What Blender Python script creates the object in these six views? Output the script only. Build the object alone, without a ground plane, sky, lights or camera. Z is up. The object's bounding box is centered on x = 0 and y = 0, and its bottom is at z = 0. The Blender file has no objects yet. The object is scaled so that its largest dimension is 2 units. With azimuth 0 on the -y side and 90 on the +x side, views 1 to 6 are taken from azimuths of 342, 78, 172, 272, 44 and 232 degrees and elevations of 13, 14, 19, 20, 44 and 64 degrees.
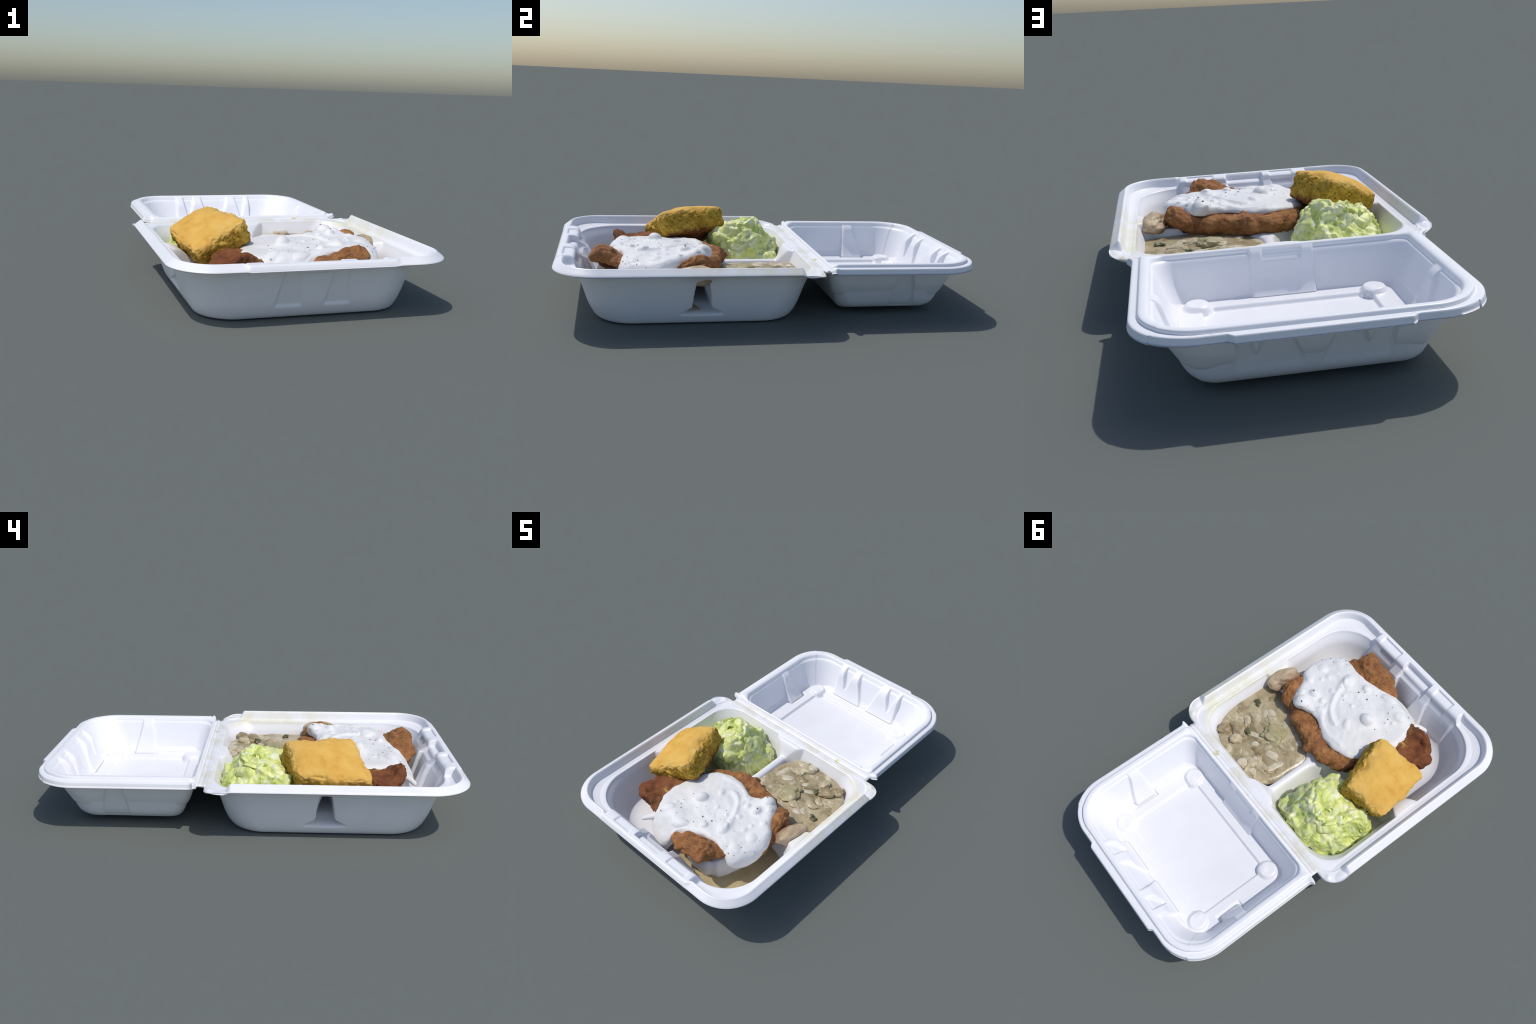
import bpy, math
import numpy as np

# ---------------------------------------------------------------- helpers
RNG = np.random.default_rng(7)
sstep = lambda a, b, x: (lambda t: t * t * (3 - 2 * t))(np.clip((x - a) / (b - a), 0.0, 1.0))
lerp = lambda a, b, t: a + (b - a) * t


def hash3(i, j, k, seed=0):
    h = (i.astype(np.int64) * 374761393 + j.astype(np.int64) * 668265263 + k.astype(np.int64) * 2147483647 + seed * 974711) & 0xFFFFFFFF
    h = ((h ^ (h >> 13)) * 1274126177) & 0xFFFFFFFF
    h = ((h ^ (h >> 15)) * 2246822519) & 0xFFFFFFFF
    return ((h ^ (h >> 16)) & 0xFFFFFF) / float(0xFFFFFF)


def vnoise(p, scale, seed=0):
    """smooth value noise in -1..1"""
    q = p * scale + 100.0
    i = np.floor(q).astype(np.int64)
    f = q - i
    f = f * f * f * (f * (f * 6 - 15) + 10)
    out = 0
    for a in (0, 1):
        for b in (0, 1):
            for c in (0, 1):
                w = (f[:, 0] if a else 1 - f[:, 0]) * (f[:, 1] if b else 1 - f[:, 1]) * (f[:, 2] if c else 1 - f[:, 2])
                out = out + w * hash3(i[:, 0] + a, i[:, 1] + b, i[:, 2] + c, seed)
    return out * 2 - 1


def fbm(p, scale, octaves=3, seed=0):
    s, amp, tot = 0, 1.0, 0
    for o in range(octaves):
        s = s + amp * vnoise(p, scale * 2.03 ** o, seed + o)
        tot += amp
        amp *= 0.5
    return s / tot


def worley(p, scale, seed=0):
    """distance to nearest and second nearest feature point"""
    q = p * scale + 100.0
    i = np.floor(q).astype(np.int64)
    d1 = np.full(len(p), 9.0)
    d2 = np.full(len(p), 9.0)
    for a in (-1, 0, 1):
        for b in (-1, 0, 1):
            for c in (-1, 0, 1):
                ci = i + np.array((a, b, c))
                fp = np.stack([hash3(ci[:, 0], ci[:, 1], ci[:, 2], seed + s) for s in (11, 23, 37)], 1)
                d = np.linalg.norm(ci + fp - q, axis=1)
                d2 = np.where(d < d1, d1, np.minimum(d2, d))
                d1 = np.minimum(d1, d)
    return d1, d2


def normals(V, F):
    n = np.zeros_like(V)
    F = np.asarray(F)
    a, b, c, d = (V[F[:, i]] for i in range(4))
    fn = np.cross(c - a, d - b)
    for i in range(4):
        np.add.at(n, F[:, i], fn)
    return n / np.maximum(np.linalg.norm(n, axis=1, keepdims=True), 1e-12)


def make_mesh(name, V, F, mats, parent=None, mat_index=None, smooth=True, origin=(0, 0, 0)):
    me = bpy.data.meshes.new(name)
    V = np.asarray(V, float) - np.array(origin)
    me.from_pydata(V.tolist(), [], np.asarray(F).tolist() if not isinstance(F, list) else F)
    for m in mats if isinstance(mats, (list, tuple)) else [mats]:
        me.materials.append(m)
    if mat_index is not None:
        me.polygons.foreach_set("material_index", np.asarray(mat_index, np.int32))
    if smooth:
        me.polygons.foreach_set("use_smooth", np.ones(len(me.polygons), bool))
    me.update()
    ob = bpy.data.objects.new(name, me)
    ob.location = origin
    bpy.context.scene.collection.objects.link(ob)
    if parent is not None:
        ob.parent = parent
    return ob


def empty(name, label, category, loc=(0, 0, 0)):
    e = bpy.data.objects.new(name, None)
    e.empty_display_size = 0.05
    e["label"], e["category"] = label, category
    bpy.context.scene.collection.objects.link(e)
    return e


def catmull(P, n, closed=True):
    P = np.asarray(P, float)
    m = len(P)
    out = []
    segs = m if closed else m - 1
    per = int(math.ceil(n / segs))
    for s in range(segs):
        idx = [(s - 1) % m, s, (s + 1) % m, (s + 2) % m] if closed else [max(s - 1, 0), s, s + 1, min(s + 2, m - 1)]
        a, b, c, d = P[idx]
        t = np.linspace(0, 1, per, endpoint=False)[:, None]
        out.append(0.5 * (2 * b + (c - a) * t + (2 * a - 5 * b + 4 * c - d) * t ** 2 + (3 * b - a - 3 * c + d) * t ** 3))
    out = np.concatenate(out)
    if not closed:
        out = np.concatenate([out, P[-1:]])
    # resample by length
    loop = np.concatenate([out, out[:1]]) if closed else out
    L = np.concatenate([[0], np.cumsum(np.linalg.norm(np.diff(loop, axis=0), axis=1))])
    s = np.linspace(0, L[-1], n, endpoint=not closed)
    return np.stack([np.interp(s, L, loop[:, k]) for k in range(P.shape[1])], 1)


def rbf(points, width):
    """smooth height interpolator through scattered (x, y, z) points"""
    P = np.asarray(points, float)
    mu = P[:, 2].mean()
    K = lambda d: np.exp(-(d / width) ** 2)
    D = np.linalg.norm(P[:, None, :2] - P[None, :, :2], axis=2)
    w = np.linalg.solve(K(D) + 0.02 * np.eye(len(P)), P[:, 2] - mu)

    def f(x, y):
        xy = np.stack([x, y], -1)
        out = np.zeros(x.shape) + mu
        for p, ww in zip(P, w):
            out = out + ww * K(np.linalg.norm(xy - p[:2], axis=-1))
        return out
    return f


# ---------------------------------------------------------------- materials
class Mat:
    def __init__(self, name, rough=0.5, spec=0.5, **kw):
        self.m = bpy.data.materials.new(name)
        self.m.use_nodes = True
        self.t = self.m.node_tree
        self.b = self.t.nodes["Principled BSDF"]
        self.b.inputs["Roughness"].default_value = rough
        self.b.inputs["Specular IOR Level"].default_value = spec
        for k, v in kw.items():
            self.b.inputs[k.replace("_", " ")].default_value = v
        self.co = self.t.nodes.new("ShaderNodeTexCoord").outputs["Object"]

    def node(self, kind, **ins):
        n = self.t.nodes.new(kind)
        for k, v in ins.items():
            k = int(k[1:]) if k[0] == "i" and k[1:].isdigit() else k.replace("_", " ")
            if hasattr(v, "is_output"):
                self.t.links.new(v, n.inputs[k])
            else:
                n.inputs[k].default_value = v
        return n

    def math(self, op, a, b=0.0, clamp=False):
        n = self.node("ShaderNodeMath", i0=a, i1=b)
        n.operation = op
        n.use_clamp = clamp
        return n.outputs[0]

    def noise(self, scale, detail=3, rough=0.55, co=None, dist=0.0):
        return self.node("ShaderNodeTexNoise", Vector=co or self.co, Scale=scale, Detail=detail, Roughness=rough, Distortion=dist).outputs["Fac"]

    def voronoi(self, scale, feature="F1", out="Distance"):
        n = self.node("ShaderNodeTexVoronoi", Vector=self.co, Scale=scale)
        n.feature = feature
        return n.outputs[out]

    def ramp(self, fac, stops):
        n = self.t.nodes.new("ShaderNodeValToRGB")
        e = n.color_ramp.elements
        while len(e) < len(stops):
            e.new(0.5)
        for el, (p, c) in zip(e, stops):
            el.position = p
            el.color = (*c, 1) if len(c) == 3 else c
        self.t.links.new(fac, n.inputs[0])
        return n.outputs["Color"]

    def mask(self, fac, lo, hi):
        n = self.node("ShaderNodeMapRange", Value=fac, From_Min=lo, From_Max=hi)
        return n.outputs[0]

    def mix(self, fac, a, b):
        n = self.t.nodes.new("ShaderNodeMix")
        n.data_type = "RGBA"
        for s, v in ((0, fac), (6, a), (7, b)):
            if hasattr(v, "is_output"):
                self.t.links.new(v, n.inputs[s])
            else:
                n.inputs[s].default_value = v if s == 0 else (*v, 1)
        return n.outputs[2]

    def xyz(self):
        n = self.node("ShaderNodeSeparateXYZ", Vector=self.co)
        return n.outputs

    def blob(self, cx, cy, cz, r, soft=0.5):
        """soft spherical mask around a point in object space"""
        n = self.node("ShaderNodeVectorMath", i0=self.co)
        n.operation = "DISTANCE"
        n.inputs[1].default_value = (cx, cy, cz)
        return self.mask(n.outputs["Value"], r, r * soft)

    def color(self, c):
        if hasattr(c, "is_output"):
            self.t.links.new(c, self.b.inputs["Base Color"])
        else:
            self.b.inputs["Base Color"].default_value = (*c, 1)
        return self

    def bump(self, h, dist, strength=1.0):
        n = self.node("ShaderNodeBump", Height=h, Strength=strength, Distance=dist)
        self.t.links.new(n.outputs[0], self.b.inputs["Normal"])
        return self


def srgb(r, g, b):
    f = lambda c: (c / 255 / 12.92) if c / 255 <= 0.04045 else ((c / 255 + 0.055) / 1.055) ** 2.4
    return (f(r), f(g), f(b))


WHITE = srgb(241, 241, 244)

# moulded foam of the container: white, fine sheen, faint food stains by the stew side
M = Mat("white_foam", rough=0.34, spec=0.5)
x, y, z = M.xyz()
n1 = M.noise(9, 4)
base = M.mix(M.mask(M.noise(5, 3), 0.4, 0.65), WHITE, srgb(237, 237, 241))
st = M.math("MULTIPLY", M.mask(x, 0.18, 0.5), M.mask(y, -0.55, -0.25), True)
st = M.math("MULTIPLY", st, M.mask(z, 0.215, 0.236), True)
st = M.math("MULTIPLY", st, M.mask(y, 0.21, 0.13), True)
st = M.math("MULTIPLY", st, M.mask(n1, 0.3, 0.62), True)
base = M.mix(M.math("MULTIPLY", st, 0.75), base, srgb(226, 222, 190))
hinge_st = M.math("MULTIPLY", M.math("MULTIPLY", M.mask(y, 0.15, 0.175), M.mask(y, 0.228, 0.215), True), M.mask(M.noise(14, 4), 0.42, 0.7), True)
base = M.mix(M.math("MULTIPLY", hinge_st, 0.55), base, srgb(212, 205, 172))
base = M.mix(M.math("MULTIPLY", M.blob(0.301, 0.204, 0.25, 0.024, 0.3), M.mask(M.noise(45, 3), 0.35, 0.6)), base, srgb(206, 196, 120))
fleck = M.mask(M.voronoi(7.0), 0.03, 0.022)
base = M.mix(M.math("MULTIPLY", fleck, 0.5), base, srgb(170, 140, 90))
M.color(base)
M.bump(M.noise(300, 2), 0.0006, 0.12)
FOAM = M.m

# ---------------------------------------------------------------- container shells
NG = 300          # half resolution of the square grid that is wrapped onto each tray


def shell_points(rings, hx, yf, yb, n_floor):
    """Square grid (2n+1)^2 wrapped on nested rounded rectangles.
    rings: rows (dS,zS, dF,zF, dB,zB, rcF, rcB) from rim to floor; returns pos, weights of side/front/back, ring id."""
    R = np.asarray(rings, float)
    nr = len(R)
    n = nr + n_floor - 1
    # ring table from centre (0) to rim (n)
    u = np.arange(-n, n + 1)
    U, W = np.meshgrid(u, u, indexing="ij")
    r = np.maximum(np.abs(U), np.abs(W))
    rr = np.maximum(r, 1)
    a, b = U / rr, W / rr
    # ring parameters: outer rings from table, inner shrink the last ring
    tab = np.zeros((n + 1, 8))
    for k in range(n + 1):
        j = n - k
        if j < nr:
            tab[k] = R[j]
        else:
            tab[k] = R[-1]
    scale = np.ones(n + 1)
    last = n - (nr - 1)
    scale[: last + 1] = np.arange(last + 1) / last
    T = tab[r]
    dS, zS, dF, zF, dB, zB, rcF, rcB = np.moveaxis(T, -1, 0)
    X1, X0 = hx - dS, -(hx - dS)
    Y1, Y0 = yb - dB, yf + dF
    px = np.zeros(a.shape)
    py = np.zeros(a.shape)
    wF = np.zeros(a.shape)
    wB = np.zeros(a.shape)
    nx = np.zeros(a.shape)
    ny = np.zeros(a.shape)

    def seg(mask, s, length, r0, r1):
        """position along one side: s in -1..1; returns along-offset, inset, normal angle"""
        L = length - r0 - r1
        q = math.pi / 4
        tot0, tot1 = r0 * q, r1 * q
        total = L + tot0 + tot1
        t = (s + 1) / 2 * total
        on0, on1 = t < tot0, t > tot0 + L
        al = np.where(on0, q - t / np.maximum(r0, 1e-9), np.where(on1, (t - tot0 - L) / np.maximum(r1, 1e-9), 0.0))
        along = np.where(on0, r0 - r0 * np.sin(al), np.where(on1, length - r1 + r1 * np.sin(al), r0 + t - tot0))
        inset = np.where(on0, r0 * (1 - np.cos(al)), np.where(on1, r1 * (1 - np.cos(al)), 0.0))
        ang = np.where(on0, -al, np.where(on1, al, 0.0))
        return along, inset, ang

    right = (a >= np.abs(b)) & (r > 0)
    left = (-a >= np.abs(b)) & ~right & (r > 0)
    back = (b > np.abs(a)) & (r > 0)
    front = (-b > np.abs(a)) & (r > 0)
    for msk, kind in ((right, "R"), (left, "L"), (back, "B"), (front, "F")):
        if kind in "RL":
            al, ins, ang = seg(msk, b[msk], (Y1 - Y0)[msk], rcF[msk], rcB[msk])
            sx = 1 if kind == "R" else -1
            px[msk] = (X1[msk] - ins) * sx
            py[msk] = Y0[msk] + al
            w = np.abs(ang) / (math.pi / 2)
            wF[msk] = np.where(ang < 0, w, 0)
            wB[msk] = np.where(ang > 0, w, 0)
            nx[msk] = np.cos(ang) * sx
            ny[msk] = np.sin(ang)
        else:
            rc = rcB if kind == "B" else rcF
            al, ins, ang = seg(msk, a[msk], (X1 - X0)[msk], rc[msk], rc[msk])
            px[msk] = X0[msk] + al
            sy = 1 if kind == "B" else -1
            py[msk] = (Y1[msk] - ins) if kind == "B" else (Y0[msk] + ins)
            w = 1 - np.abs(ang) / (math.pi / 2)
            (wB if kind == "B" else wF)[msk] = w
            nx[msk] = np.sin(ang)
            ny[msk] = np.cos(ang) * sy
    sc = scale[r]
    cx, cy = 0.0, ((Y0 + Y1) / 2)
    px = px * sc
    py = cy + (py - cy) * sc
    # centre vertex
    c = r == 0
    px[c], py[c] = 0.0, (Y0 + Y1)[c] / 2
    sm = lambda w: w * w * (3 - 2 * w)
    wFs, wBs = sm(wF), sm(wB)
    pz = zS + wFs * (zF - zS) + wBs * (zB - zS)
    ringid = n - r
    return px, py, pz, nx, ny, wF, wB, ringid, n


def densify(rows, factor_list):
    """insert rings between the key rings (monotone Catmull-Rom on every column)"""
    R = np.asarray(rows, float)
    out = []
    for i in range(len(R) - 1):
        f = factor_list[i]
        a, b, c, d = R[max(i - 1, 0)], R[i], R[i + 1], R[min(i + 2, len(R) - 1)]
        for t in np.arange(f) / f:
            v = 0.5 * (2 * b + (c - a) * t + (2 * a - 5 * b + 4 * c - d) * t ** 2 + (3 * b - a - 3 * c + d) * t ** 3)
            lo, hi = np.minimum(b, c), np.maximum(b, c)
            out.append(np.clip(v, lo, hi))
    out.append(R[-1])
    return np.array(out)


def grid_faces(m, flip=False, offset=0):
    i, j = np.meshgrid(np.arange(m - 1), np.arange(m - 1), indexing="ij")
    a = (i * m + j).ravel()
    q = np.stack([a, a + m, a + m + 1, a + 1], 1)
    if flip:
        q = q[:, ::-1]
    return q + offset


def close_shell(name, top, bot, parent, mat):
    """join the top grid and the underside grid along their rims"""
    m, k = top.shape[0], bot.shape[0]
    V = np.concatenate([top.reshape(-1, 3), bot.reshape(-1, 3)])
    F = [grid_faces(m), grid_faces(k, True, m * m)]

    def border(s, off):
        i = np.arange(s - 1)
        idx = np.concatenate([i * s, (s - 1) * s + i, ((s - 1) - i) * s + (s - 1), (s - 1) - i])
        return idx + off
    A, B = border(m, 0), border(k, m * m)
    # border walk: same number needed
    assert len(A) == len(B), (m, k)
    A2, B2 = np.roll(A, -1), np.roll(B, -1)
    F.append(np.stack([A, B, B2, A2], 1)[:, ::-1])
    return make_mesh(name, V, np.concatenate(F), mat, parent)


# ---- food tray -------------------------------------------------------------
def divider_heights(X, Y):
    """top surface of the two moulded ribs that part the tray into three compartments"""
    # cross rib, bulging towards the hinge where the long rib meets it
    ax = np.abs(X)
    yc = -0.315 - 0.06 * sstep(0.1, 0.5, ax) + 0.10 * np.exp(-(X / 0.10) ** 2)
    zt = 0.172 + 0.072 * sstep(0.375, 0.535, ax) - 0.012 * np.exp(-((ax - 0.3) / 0.12) ** 2)
    hw = 0.016 + 0.055 * sstep(0.41, 0.56, ax) ** 1.3 + 0.03 * np.exp(-(X / 0.045) ** 2)
    d = np.abs(Y - yc) - hw
    z1 = zt - np.where(d > 0, np.sqrt(d * d + 0.0001) * 3.2 - 0.032, -0.0) - 0.004 * np.clip(d / hw + 1, 0, 1) ** 2
    # long rib with a funnel shaped ramp at the hinge side
    zt = 0.174 + 0.070 * sstep(0.075, 0.140, Y)
    hw = 0.014 + 0.085 * sstep(0.055, 0.17, Y) ** 1.5 + 0.03 * np.exp(-((Y + 0.23) / 0.05) ** 2)
    d = np.abs(X + 0.008) - hw
    z2 = zt - np.where(d > 0, np.sqrt(d * d + 0.0001) * 3.2 - 0.032, 0.0) - 0.004 * np.clip(d / hw + 1, 0, 1) ** 2
    z2 = np.where(Y < -0.23, -1, z2)
    return np.maximum(z1, z2)


def smax(a, b, k):
    h = np.clip(0.5 + 0.5 * (a - b) / k, 0, 1)
    return b + (a - b) * h + k * h * (1 - h)


def front_latch(X, Z, inner):
    """inward push of the tray's front wall: two fins, wider at the foot, with three pockets between them"""
    push = np.zeros(X.shape)
    t = np.clip((0.27 - Z) / 0.20, 0, 1)
    for c in (0.122, -0.105):
        w = 0.022 + 0.034 * t
        s = -0.004 + 0.0 * t
        push = np.maximum(push, 0.034 * sstep(w + 0.010, w - 0.003, np.abs(X - c - s)) * sstep(0.055, 0.075, Z))
    # the whole latch zone stands a little proud of the wall
    push = np.maximum(push, 0.012 * inner * sstep(0.335, 0.315, np.abs(X)) * sstep(0.07, 0.12, Z))
    return push


def build_tray(parent):
    #        dS     zS      dF     zF      dB     zB     rcF   rcB
    top_keys = [
        (0.000, 0.2585, 0.000, 0.2585, 0.000, 0.236, 0.196, 0.085),
        (0.003, 0.2635, 0.003, 0.2635, 0.002, 0.243, 0.194, 0.084),
        (0.026, 0.2805, 0.026, 0.2805, 0.006, 0.2465, 0.170, 0.080),
        (0.036, 0.2870, 0.036, 0.2870, 0.010, 0.2475, 0.160, 0.078),
        (0.045, 0.2790, 0.045, 0.2790, 0.014, 0.2475, 0.152, 0.076),
        (0.057, 0.2480, 0.055, 0.2480, 0.018, 0.2465, 0.142, 0.077),
        (0.064, 0.2390, 0.062, 0.2390, 0.021, 0.2455, 0.139, 0.080),
        (0.078, 0.2400, 0.076, 0.2400, 0.025, 0.2455, 0.165, 0.095),
        (0.090, 0.2410, 0.088, 0.2410, 0.029, 0.2450, 0.192, 0.120),
        (0.095, 0.2385, 0.093, 0.2385, 0.034, 0.2420, 0.200, 0.135),
        (0.099, 0.2290, 0.097, 0.2290, 0.038, 0.2330, 0.200, 0.140),
        (0.118, 0.1900, 0.114, 0.1900, 0.055, 0.1900, 0.206, 0.152),
        (0.128, 0.1500, 0.126, 0.1500, 0.066, 0.1500, 0.208, 0.156),
        (0.139, 0.1150, 0.139, 0.1150, 0.079, 0.1150, 0.206, 0.156),
        (0.153, 0.0850, 0.155, 0.0850, 0.094, 0.0850, 0.200, 0.154),
        (0.171, 0.0640, 0.173, 0.0640, 0.112, 0.0640, 0.190, 0.150),
        (0.193, 0.0520, 0.196, 0.0520, 0.136, 0.0520, 0.175, 0.142),
        (0.220, 0.0465, 0.222, 0.0465, 0.164, 0.0465, 0.155, 0.128),
        (0.254, 0.0450, 0.256, 0.0450, 0.200, 0.0450, 0.130, 0.110),
    ]
    fac = [2, 3, 3, 3, 4, 3, 3, 3, 3, 3, 5, 5, 5, 6, 6, 6, 6, 6]
    rings = densify(top_keys, fac)
    hx, yf, yb = 0.633, -1.0, 0.192
    n_floor = 90
    px, py, pz, nx, ny, wF, wB, rid, n = shell_points(rings, hx, yf, yb, n_floor)
    # latch zone of the front rim
    lat = sstep(0.350, 0.322, np.abs(px - 0.003)) * (wF > 0.55)
    lk = np.array([(0.0, 0.256), (0.002, 0.262), (0.010, 0.276), (0.016, 0.2815), (0.034, 0.2825), (0.036, 0.2825), (0.050, 0.2825), (0.068, 0.2820), (0.078, 0.280), (0.086, 0.273), (0.090, 0.254)])
    kidx = np.concatenate([[0], np.cumsum(fac)])
    ld = np.interp(np.arange(len(rings)), kidx[:11], lk[:, 0])
    lz = np.interp(np.arange(len(rings)), kidx[:11], lk[:, 1])
    inlat = rid <= kidx[10]
    ridc = np.minimum(rid, len(rings) - 1)
    d_now = py - yf
    dl, zl = ld[ridc], lz[ridc]
    pocket = np.zeros(px.shape)
    for x0, x1 in ((0.160, 0.296), (-0.252, -0.134)):
        pocket = np.maximum(pocket, sstep(x0 - 0.004, x0 + 0.004, px) * sstep(x1 + 0.004, x1 - 0.004, px))
    mid = sstep(-0.096, -0.086, px) * sstep(0.098, 0.088, px)
    zl = zl - 0.0085 * pocket * sstep(0.033, 0.037, dl) - 0.034 * mid * sstep(0.040, 0.052, dl)
    zl = zl - 0.004 * (1 - pocket) * (1 - mid) * sstep(0.05, 0.09, dl)
    py = np.where(inlat, lerp(py, yf + dl, lat), py)
    pz = np.where(inlat, lerp(pz, zl, lat), pz)
    # rim crest fades before the hinge
    fade = sstep(0.066, 0.098, py) * (wF == 0)
    pz = np.where(pz > 0.2475, lerp(pz, np.minimum(pz, 0.2475), fade), pz)
    # little round stops on the hinge corners
    for sx in (1, -1):
        pz = pz + 0.006 * np.exp(-(((px - sx * 0.575) / 0.012) ** 2 + ((py - 0.165) / 0.012) ** 2))
    # wall fins between latch pockets, inner side
    wall = (rid > kidx[10]) & (wF > 0.5)
    py = np.where(wall, py + front_latch(px, pz, True) * (wF > 0.5), py)
    slot = np.zeros(px.shape)
    for x0, x1 in ((0.168, 0.268), (-0.245, -0.140)):
        slot = np.maximum(slot, sstep(x0 - 0.003, x0 + 0.003, px) * sstep(x1 + 0.003, x1 - 0.003, px))
    py = np.where(wF > 0.5, py - 0.020 * slot * np.exp(-((pz - 0.240) / 0.0065) ** 4) * (rid >= kidx[9]), py)
    lowfin = (rid <= kidx[10]) & (rid >= kidx[7]) & (wF > 0.5)
    # gentle bow of the sides
    px = px + np.sign(px) * 0.001 * np.exp(-((py + 0.62) / 0.3) ** 2) * sstep(0.45, 0.6, np.abs(px))
    # compartment ribs
    inside = rid >= kidx[9]
    pz = np.where(inside, smax(pz, divider_heights(px, py), 0.010), pz)
    pz = np.where(inside, np.minimum(pz, 0.2935), pz)
    # slots behind the pockets
    top = np.stack([px, py, pz], -1)

    bot_keys = [
        (0.000, 0.2580, 0.000, 0.2580, 0.000, 0.2355, 0.196, 0.085),
        (0.004, 0.2535, 0.004, 0.2535, 0.004, 0.2300, 0.195, 0.083),
        (0.022, 0.2560, 0.022, 0.2560, 0.014, 0.2290, 0.190, 0.078),
        (0.060, 0.2440, 0.055, 0.2440, 0.024, 0.2310, 0.190, 0.080),
        (0.086, 0.2380, 0.080, 0.2380, 0.032, 0.2300, 0.172, 0.110),
        (0.096, 0.2200, 0.094, 0.2200, 0.039, 0.2150, 0.196, 0.130),
        (0.104, 0.1900, 0.105, 0.1900, 0.046, 0.1850, 0.205, 0.152),
        (0.111, 0.1500, 0.117, 0.1500, 0.057, 0.1500, 0.208, 0.156),
        (0.118, 0.1100, 0.129, 0.1100, 0.068, 0.1100, 0.206, 0.158),
        (0.127, 0.0700, 0.142, 0.0700, 0.080, 0.0700, 0.202, 0.158),
        (0.139, 0.0350, 0.158, 0.0350, 0.095, 0.0350, 0.192, 0.154),
        (0.151, 0.0120, 0.173, 0.0120, 0.112, 0.0120, 0.178, 0.148),
        (0.162, 0.0030, 0.187, 0.0030, 0.132, 0.0030, 0.165, 0.140),
        (0.186, 0.0000, 0.210, 0.0000, 0.160, 0.0000, 0.145, 0.125),
    ]
    f2 = [2, 2, 3, 3, 4, 6, 6, 7, 7, 7, 7, 7, 6]
    R2 = densify(bot_keys, f2)
    qx, qy, qz, mx, my, vF, vB, sid, n2 = shell_points(R2, hx, yf, yb, n - len(R2) + 1)
    lat2 = sstep(0.350, 0.322, np.abs(qx - 0.003)) * (vF > 0.55) * (sid <= 4)
    qz = qz - lat2 * 0.002
    # fins show as recesses from outside
    wl = (sid > 8) & (vF > 0.5)
    qy = np.where(wl, qy + 0.32 * front_latch(qx, qz, False), qy)
    # side notches under the ends of the cross rib
    yc = -0.355
    t = np.clip((0.205 - qz) / 0.13, 0, 1.3)
    hw = 0.019 + 0.016 * t + 0.06 * sstep(0.085, 0.04, qz)
    deep = sstep(hw + 0.012, hw - 0.004, np.abs(qy - yc)) * sstep(0.203, 0.193, qz) * sstep(0.042, 0.062, qz)
    depth = 0.02 + 0.085 * sstep(0.046, 0.070, qz) + 0.40 * sstep(0.070, 0.105, qz) * sstep(0.172, 0.145, qz) + 0.075 * sstep(0.13, 0.16, qz)
    soft = 0.020 * np.exp(-((qy - yc) / 0.062) ** 2) * sstep(0.235, 0.2, qz) * sstep(0.04, 0.06, qz)
    side = (np.abs(mx) > 0.8) & (sid > 8)
    qx = np.where(side, qx - np.sign(qx) * np.maximum(depth * deep, soft), qx)
    qx = qx + np.sign(qx) * 0.001 * np.exp(-((qy + 0.62) / 0.3) ** 2) * sstep(0.45, 0.6, np.abs(qx))
    bot = np.stack([qx, qy, qz], -1)
    return close_shell("food_tray", top, bot, parent, FOAM)


def lid_front_push(X, Z):
    """lid: far wall carries two fins and three pockets (far wall is at +y)"""
    t = np.clip((0.26 - Z) / 0.19, 0, 1)
    push = 0.042 * sstep(0.245 + 0.0 * t, 0.232, np.abs(X)) * sstep(0.06, 0.10, Z)
    for c, w0, depth, end in ((0.180, 0.034, 0.040, 0.66), (-0.163, 0.034, 0.040, 0.66), (0.005, 0.086, 0.036, 1.3)):
        w = w0 * np.clip(1 - t / end, 0, 1)
        push = push - depth * sstep(w + 0.006, w - 0.004, np.abs(X - c)) * (w > 0.002)
    return np.clip(push, -0.002, 1) * (1 - 0.85 * t ** 1.4)


def lid_side_push(Y, Z):
    t = np.clip((0.25 - Z) / 0.18, 0, 1)
    lo, hi = 0.583 - 0.022 * t, 0.640 + 0.045 * t
    return 0.026 * sstep(lo - 0.004, lo + 0.006, Y) * sstep(hi + 0.005, hi - 0.005, Y) * sstep(0.262, 0.252, Z)


def lid_hinge_push(X, Z):
    return (0.016 - 0.008 * sstep(0.078, 0.070, np.abs(X)) * sstep(0.215, 0.232, Z)) * sstep(0.124, 0.116, np.abs(X - 0.0)) * sstep(0.262, 0.252, Z) + 0.004 * sstep(0.19, 0.13, np.abs(X - 0.03)) * sstep(0.16, 0.08, Z)


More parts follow.
